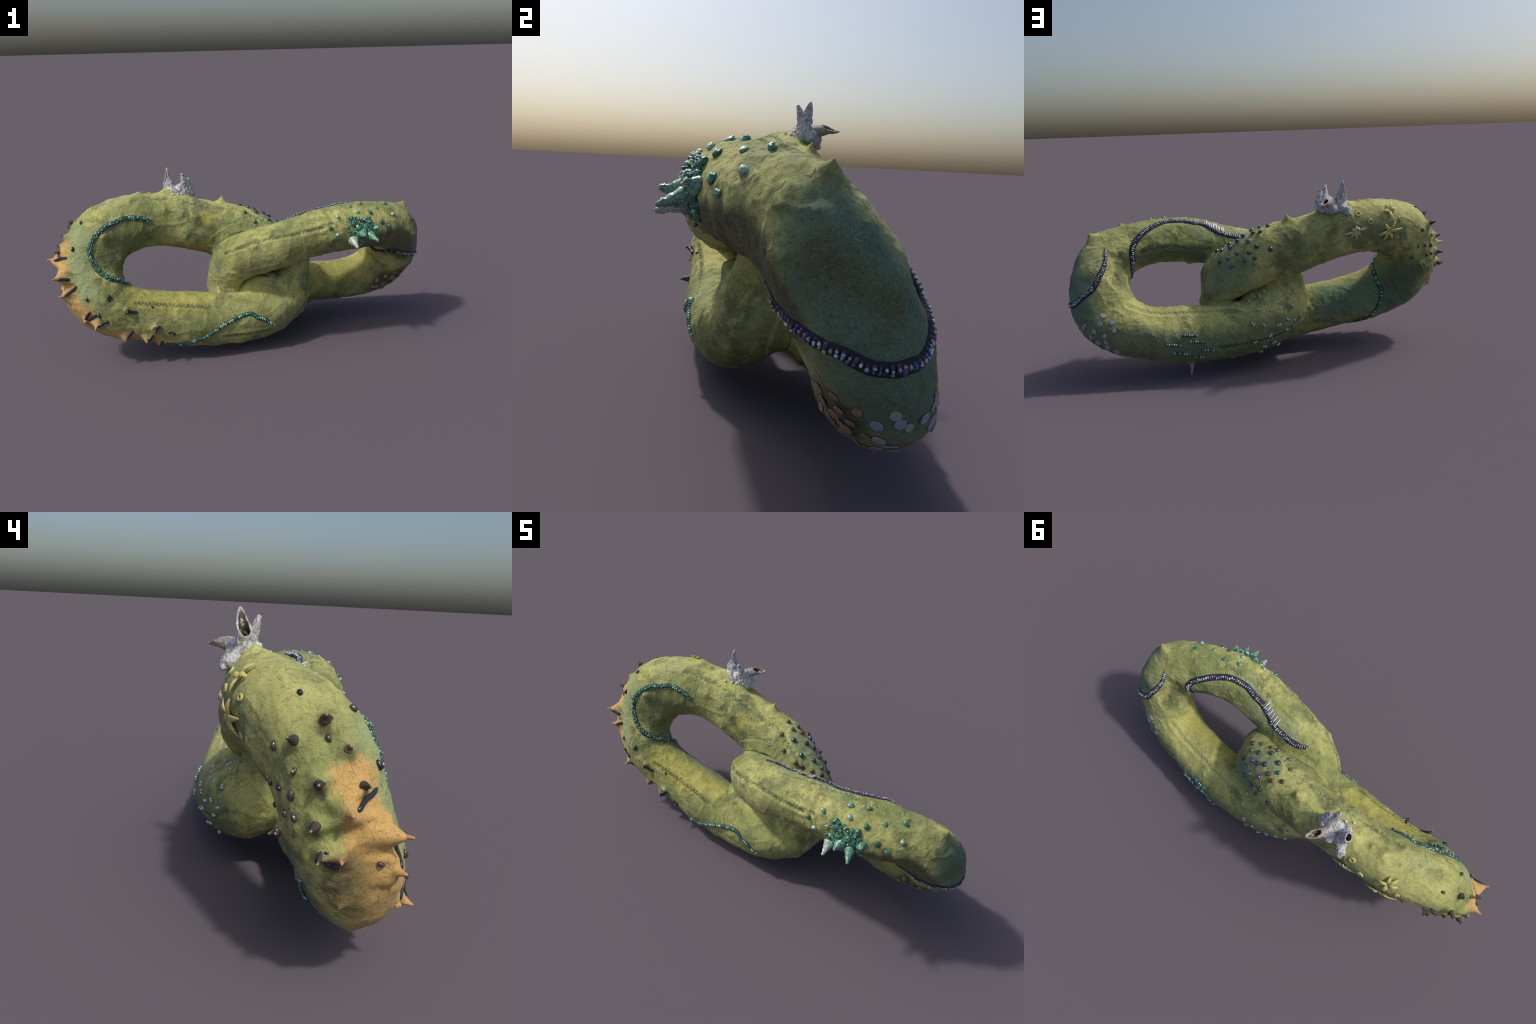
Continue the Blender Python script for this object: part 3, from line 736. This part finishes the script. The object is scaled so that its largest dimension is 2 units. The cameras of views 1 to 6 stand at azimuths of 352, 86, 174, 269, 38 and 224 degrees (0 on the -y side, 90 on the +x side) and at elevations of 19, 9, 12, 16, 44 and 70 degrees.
for i, tip in enumerate(SPIKES):
    tip = Vector(tip); b = ringB.at(*ringB.nearest(tip))[0]; ax = tip - b; ax *= 1.06; vs, fs = [], []
    n = 12
    pts = [b + ax * (0.12 + 0.88 * k / n) for k in range(n + 1)]
    rad = [0.0185 * (1 - k / n) ** 1.5 + 0.0078 * (1 - 0.30 * k / n) + 0.0014 * (k % 2) for k in range(n)] + [0.0045]
    tube(vs, fs, pts, rad, 14)
    vs = [v + (v - b).cross(ax).normalized().cross(ax).normalized() * -0.0045 * noise.noise(v * 130) + ax.orthogonal().normalized() * 0.003 * noise.noise(v * 60) for v in vs]
    place('crystal_spike', mesh_of('crystal_spike', vs, fs, spike_mats[0 if i == 0 else 1]), objB)
    # ridge of tiny beads climbing each spike
variants = [ball('crystal_bead', m, 10, 7, 0.25, i) for i, m in enumerate((SEA[2], SEA[0], SEA[4], SEA[3], SEA[1]))]
for i, (t, p) in enumerate(CRUST * 2):
    c, q, d = ringB.at(t + rnd.uniform(-.006, .006), p + rnd.uniform(-.11, .11), 0.0135)
    k = rnd.uniform(0.5, 1.05)
    place('crystal_bead', rnd.choices(variants, (4, 3, 2.0, 2, 2))[0], objB, frame(c, q, d, .0056 * k, .0050 * k, .0062 * k))
for tip in SPIKES:
    tip = Vector(tip); b, q, d = ringB.at(*ringB.nearest(tip)); ax = tip - b; s = ax.orthogonal().normalized(); s2 = ax.normalized().cross(s)
    for k in range(5):
        w = 0.25 + 0.6 * k / 5; r = 0.0175 * (1 - w) ** 1.3 + 0.0055; a = k * 2.4
        place('crystal_bead', variants[k % 3], objB, frame(b + ax * w + (s * math.cos(a) + s2 * math.sin(a)) * (r - .0015), ax, s, .0026, .0026, .0055))

# ---- straw flowers and rings on the back of the left ring -----------------
def petal_mesh(name, mat):
    vs, fs = [], []; n = 12
    pts = [Vector((k / n, 0, 0.10 * math.sin(math.pi * k / n))) for k in range(n + 1)]
    rad = [0.016 + 0.085 * math.sin(math.pi * (k / n) ** 0.9) ** 0.8 if 0 < k < n else 0.02 for k in range(n + 1)]
    tube(vs, fs, pts, rad, 8, 0.45, [Vector((0, 0, 1))] * (n + 1))
    return mesh_of(name, vs, fs, mat)


petal, petal_pale = petal_mesh('petal', STRAW), petal_mesh('petal', STRAW_PALE)
FLOWERS = [((0.2979, 1.021), [(0.2778, 1.047), (0.2868, 1.257), (0.2951, 1.388), (0.3035, 1.257), (0.3146, 0.969), (0.3028, 0.890), (0.2979, 0.812), (0.2910, 0.890)]),
           ((0.3507, 0.367), [(0.3493, 0.105), (0.3569, 0.052), (0.3389, 0.419), (0.3611, 0.288), (0.3514, 0.733)]),
           ((0.3493, 1.126), [(0.3319, 1.309), (0.3444, 1.571), (0.3632, 1.492), (0.3729, 0.942), (0.3569, 0.733), (0.3410, 0.838)])]
for f, (c, tips) in enumerate(FLOWERS):
    for i, q in enumerate(tips):
        a, n, _ = ringA.at(*c, 0.001 + 0.0010 * (i % 4)); b = ringA.at(*q, 0.0012)[0]
        b = a + (b - a) * (1.08 if f == 0 else 1.0)
        L = (b - a).length; w = 0.080 if f == 0 else 0.092
        place('petal', petal_pale if (f == 0 and i % 2) else petal, objA, frame(a - (b - a) * 0.04, n, b - a, L * 1.04, w, w))
RINGS_AT = [(0.3667, 0.628), (0.3417, 0.602), (0.3701, 1.361), (0.3222, 1.676), (0.2840, 1.780), (0.3125, 2.173), (0.3208, 0.733), (0.3056, 0.340), (0.2826, 0.314)]
tv, tf = [], []
for i in range(20):
    for j in range(8):
        a, b = TAU * i / 20, TAU * j / 8; r = 1 + 0.42 * math.cos(b)
        tv.append(Vector((r * math.cos(a), r * math.sin(a), 0.42 * math.sin(b))))
        tf.append((i * 8 + j, ((i + 1) % 20) * 8 + j, ((i + 1) % 20) * 8 + (j + 1) % 8, i * 8 + (j + 1) % 8))
hoop = mesh_of('straw_hoop', tv, tf, STRAW)
for i, (t, p) in enumerate(RINGS_AT):
    c, q, d = ringA.at(t, p, 0.0022); k = (0.0085 if i < 6 else 0.0105) * rnd.uniform(.9, 1.1)
    place('straw_hoop', hoop, objA, frame(c, q, d, k, k * .9, k))

# ---- thorns on the outer bend of the left ring ----------------------------
def thorn_mesh(name, mat, seed):
    vs, fs = [], []; n = 16
    for i in range(n + 1):
        z = i / n; r = (0.55 * (1 - z) ** 1.6 + 0.45 * (1 - 0.55 * z)) * min(1, 0.75 + 2 * z) if i < n else 0.08
        for k in range(16):
            a = TAU * k / 16; w = 1 + 0.28 * noise.noise(Vector((math.cos(a) * 1.3, math.sin(a) * 1.3, z * 1.5 + seed * 5)))
            vs.append(Vector((r * w * math.cos(a), r * w * math.sin(a), z)))
    for i in range(n):
        for k in range(16):
            l = (k + 1) % 16; fs.append((i * 16 + k, i * 16 + l, (i + 1) * 16 + l, (i + 1) * 16 + k))
    fs.append(tuple(n * 16 + k for k in range(16)))
    return mesh_of(name, vs, fs, mat)


thorn_kinds = [[thorn_mesh('thorn', m, v) for v in range(3)] for m in (THORN_DARK, THORN_GOLD, THORN_GREEN)]
tip_pearl = ball('tip_pearl', glossy('rosy_pearl', (0.42, 0.31, 0.27), 0.2, 0.1), 10, 7)
for i, ((tip, kind, w), foot_at) in enumerate(zip(THORNS, THORN_FEET)):
    tip = Vector(tip); ax = tip - foot_at; tip = tip + ax.normalized() * 0.004; b = foot_at + ax * (0.26 if kind == 0 else 0.36); d = ax.orthogonal()
    k = (0.0150, 0.0150, 0.0115)[kind] * rnd.uniform(0.9, 1.15)
    place('thorn', thorn_kinds[kind][i % 3], objA, frame(b, ax, d, k, k * rnd.uniform(.8, 1.1), (tip - b).length))
    if i in (4, 12):
        place('tip_pearl', tip_pearl, objA, frame(tip - ax.normalized() * 0.003, ax, d, .0032, .0032, .0044))
# black bugle beads lying up the sides of the thorns: two end points
BUGLES = [((-0.985, -0.112, 0.543), (-0.900, -0.172, 0.572)), ((-0.946, -0.243, 0.481), (-0.884, -0.214, 0.473)),
          ((-0.926, -0.240, 0.389), (-0.862, -0.238, 0.440)), ((-0.832, -0.268, 0.268), (-0.797, -0.283, 0.320)),
          ((-0.828, -0.268, 0.265), (-0.755, -0.294, 0.314)), ((-0.774, -0.312, 0.240), (-0.713, -0.298, 0.274)),
          ((-0.636, -0.278, 0.152), (-0.606, -0.285, 0.193)), ((-0.536, -0.288, 0.138), (-0.502, -0.280, 0.168)),
          ((-0.492, -0.318, 0.206), (-0.470, -0.290, 0.218)), ((-0.612, -0.310, 0.320), (-0.570, -0.288, 0.303)),
          ((-0.436, -0.287, 0.181), (-0.396, -0.286, 0.167)), ((-0.699, -0.275, 0.405), (-0.703, -0.287, 0.374)),
          ((-0.478, -0.244, 0.092), (-0.463, -0.260, 0.124)), ((-0.955, -0.055, 0.440), (-0.955, -0.085, 0.428)),
          ((-0.952, -0.05, 0.420), (-0.945, -0.085, 0.405))]
for a, b in BUGLES:
    a, b = Vector(a), Vector(b); pts, ups = [], []; n = 9
    for k in range(n):
        p, q, d = ringA.at(*ringA.nearest(a.lerp(b, 0.14 + 0.86 * k / (n - 1)))); pts.append(p + q * 0.001); ups.append(q)
    up = sum(ups, Vector()).normalized(); ups = [up] * n
    pts = [p * 0.4 + (pts[0].lerp(pts[-1], k / (n - 1)) + up * 0.001) * 0.6 for k, p in enumerate(pts)]
    w = rnd.uniform(0.0068, 0.0088); vs, fs = [], []
    tube(vs, fs, pts, [w * min(1, 0.55 + 0.45 * min(k, n - 1 - k)) for k in range(n)], 10, 0.62, ups)
    place('bugle_bead', mesh_of('bugle_bead', vs, fs, BLACK), objA)
# scattered dark round beads
DARK_AT = [(0.4556, 5.445), (0.4215, 5.576), (0.5451, 5.262), (0.5667, 4.581), (0.6493, 4.424), (0.4361, 1.335), (0.4465, 1.047), (0.4556, 0.785), (0.4667, 1.100),
           (0.4590, 1.780), (0.4813, 1.361), (0.4194, 0.707), (0.4042, 6.178), (0.4701, 0.864), (0.5722, 5.367), (0.6882, 5.498), (0.6604, 5.445), (0.5146, 6.126),
           (0.4944, 0.550), (0.4340, 6.178), (0.4431, 0.550)]
variants = [ball('dark_bead', m, 14, 9, 0.15, i) for i, m in enumerate((BLACK, glossy('bead_smoke', (0.055, 0.047, 0.043), 0.25), glossy('bead_umber', (0.07, 0.048, 0.04), 0.25)))]
for i, (t, p) in enumerate(DARK_AT):
    c, q, d = ringA.at(t, p, 0.0015); k = rnd.uniform(.75, 1.2)
    place('dark_bead', variants[i % 3], objA, frame(c, q, (d + q.cross(d) * rnd.uniform(-1, 1)), .0115 * k, .0075 * k, .0085 * k))
    if i % 5 == 0:
        place('tip_pearl', tip_pearl, objA, frame(c + q * 0.008 * k, q, d, .0032, .0032, .003))

# ---- white coral horn on top of the left ring -----------------------------
def horn_tube(vs, fs, axis, r_out, wall, cut_dir, cut, inner_from, sides=20):
    """open tube along axis points; the mouth is cut obliquely, lowest toward cut_dir"""
    n = len(axis); rows = []
    def ring_at(f, r, k):
        u = f * (n - 1); i = min(int(u), n - 2); w = u - i
        c = axis[i].lerp(axis[i + 1], w); d = (axis[i + 1] - axis[i]).normalized()
        a = (cut_dir - d * cut_dir.dot(d)).normalized(); b = d.cross(a); th = TAU * k / sides
        i2 = min(int(u), n - 2); rr = r_out[i2] + (r_out[i2 + 1] - r_out[i2]) * w
        return c + (a * math.cos(th) + b * math.sin(th)) * max(rr + r, 0.0015)
    m = 10; s0 = len(vs)
    for j in range(m + 1):
        for k in range(sides):
            top = 1 - cut * (0.5 + 0.5 * math.cos(TAU * k / sides)) ** 0.8
            vs.append(ring_at(top * j / m, 0.0, k))
    for j in range(m + 1):
        for k in range(sides):
            top = 1 - cut * (0.5 + 0.5 * math.cos(TAU * k / sides)) ** 0.8
            vs.append(ring_at(top + (inner_from - top) * j / m, -wall, k))
    for j in range(2 * m + 1):
        for k in range(sides):
            l = (k + 1) % sides; a = s0 + j * sides
            fs.append((a + k, a + l, a + sides + l, a + sides + k))
    fs.append(tuple(s0 + k for k in reversed(range(sides))))
    fs.append(tuple(s0 + (2 * m + 1) * sides + k for k in range(sides)))
    return [vs[s0 + (m + 1 + j) * sides + k].copy() for j in range(m + 1) for k in range(sides)]


vs, fs = [], []
V = Vector
up_axis = [V((-0.368, 0.128, 0.775)), V((-0.378, 0.132, 0.825)), V((-0.390, 0.140, 0.868)), V((-0.401, 0.148, 0.925))]
side_axis = [V((-0.330, 0.135, 0.805)), V((-0.312, 0.170, 0.815)), V((-0.290, 0.205, 0.822)), V((-0.259, 0.243, 0.829))]
cav1 = horn_tube(vs, fs, up_axis, [0.046, 0.032, 0.0215, 0.0165], 0.0064, V((-1, -0.35, 0.1)), 0.46, 0.25)
cav2 = horn_tube(vs, fs, side_axis, [0.034, 0.022, 0.0195, 0.0185], 0.0066, V((0.25, 0.0, 1)), 0.45, 0.25)
for c, r, s in (((-0.335, 0.125, 0.795), 0.040, 1), ((-0.300, 0.125, 0.800), 0.038, 1), ((-0.272, 0.128, 0.795), 0.028, 1), ((-0.380, 0.150, 0.785), 0.030, 1),
                ((-0.395, 0.172, 0.775), 0.022, 1), ((-0.410, 0.192, 0.760), 0.013, 1), ((-0.318, 0.150, 0.790), 0.034, 1), ((-0.285, 0.150, 0.79), 0.026, 1),
                ((-0.350, 0.105, 0.80), 0.026, 1), ((-0.362, 0.098, 0.815), 0.016, 1), ((-0.320, 0.118, 0.82), 0.026, 1), ((-0.285, 0.122, 0.815), 0.022, 1), ((-0.405, 0.18, 0.775), 0.022, 1), ((-0.33, 0.165, 0.785), 0.03, 1)):
    add_seed((vs, fs), V(c), r)
tube(vs, fs, [V((-0.300, 0.125, 0.79)), V((-0.298, 0.118, 0.84)), V((-0.303, 0.106, 0.868)), V((-0.309, 0.095, 0.903))], [0.036, 0.023, 0.015, 0.006], 12)
tube(vs, fs, [V((-0.275, 0.125, 0.79)), V((-0.276, 0.121, 0.84)), V((-0.279, 0.116, 0.872))], [0.026, 0.018, 0.008], 12)
tube(vs, fs, [V((-0.262, 0.135, 0.78)), V((-0.262, 0.130, 0.83)), V((-0.265, 0.125, 0.842))], [0.02, 0.012, 0.006], 12)
horn_mesh = remeshed('coral_horn', vs, fs, BONE, 0.0024, 0.0026, 80, 1)
horn = place('coral_horn', horn_mesh, objA)


def liner(name, cav, rows=11, sides=20, shrink=0.0012):
    P = [Vector(p) for p in cav]; vs = []
    for j in range(rows):
        c = sum((P[j * sides + k] for k in range(sides)), Vector()) / sides
        for k in range(sides):
            p = P[j * sides + k]; vs.append(p + (c - p).normalized() * shrink)
    fs = [(j * sides + k, j * sides + (k + 1) % sides, (j + 1) * sides + (k + 1) % sides, (j + 1) * sides + k) for j in range(1, rows - 1) for k in range(sides)]
    fs.append(tuple((rows - 1) * sides + k for k in range(sides)))
    return place(name, mesh_of(name, vs, fs, HOLLOW), objA)


liner('horn_hollow', cav1); liner('horn_hollow', cav2)
# small white pearls round the foot of the horn
foot = ball('foot_pearl', glossy('white_pearl', (0.62, 0.60, 0.58), 0.18, 0.0, 0.8, 0.2), 12, 8, 0.2, 3)
for t, p in ((0.2875, 5.60), (0.2785, 5.72), (0.2700, 5.84), (0.2903, 5.90), (0.2792, 5.80), (0.2660, 5.90), (0.2600, 5.93), (0.2540, 6.0), (0.270, 5.76)):
    c, q, d = ringA.at(t + rnd.uniform(-.002, .002), p + rnd.uniform(-.04, .04), 0.004); k = rnd.uniform(.7, 1.15)
    place('foot_pearl', foot, objA, frame(c, q, d, .0078 * k, .0062 * k, .0066 * k))

# ---- grey thread end hanging under the right ring down to the ground -------
vs, fs = [], []
s = ringB.at(0.7646, 6.048)[0]
tube(vs, fs, [s + V((-0.006, -0.01, 0.012)), s + V((-0.002, -0.002, -0.006)), V((0.404, 0.268, 0.045)), V((0.409, 0.268, 0.022)), V((0.411, 0.267, 0.0))],
     [0.013, 0.0085, 0.0058, 0.0046, 0.0032], 10)
place('thread_tail', mesh_of('thread_tail', vs, fs, TAIL), objB)
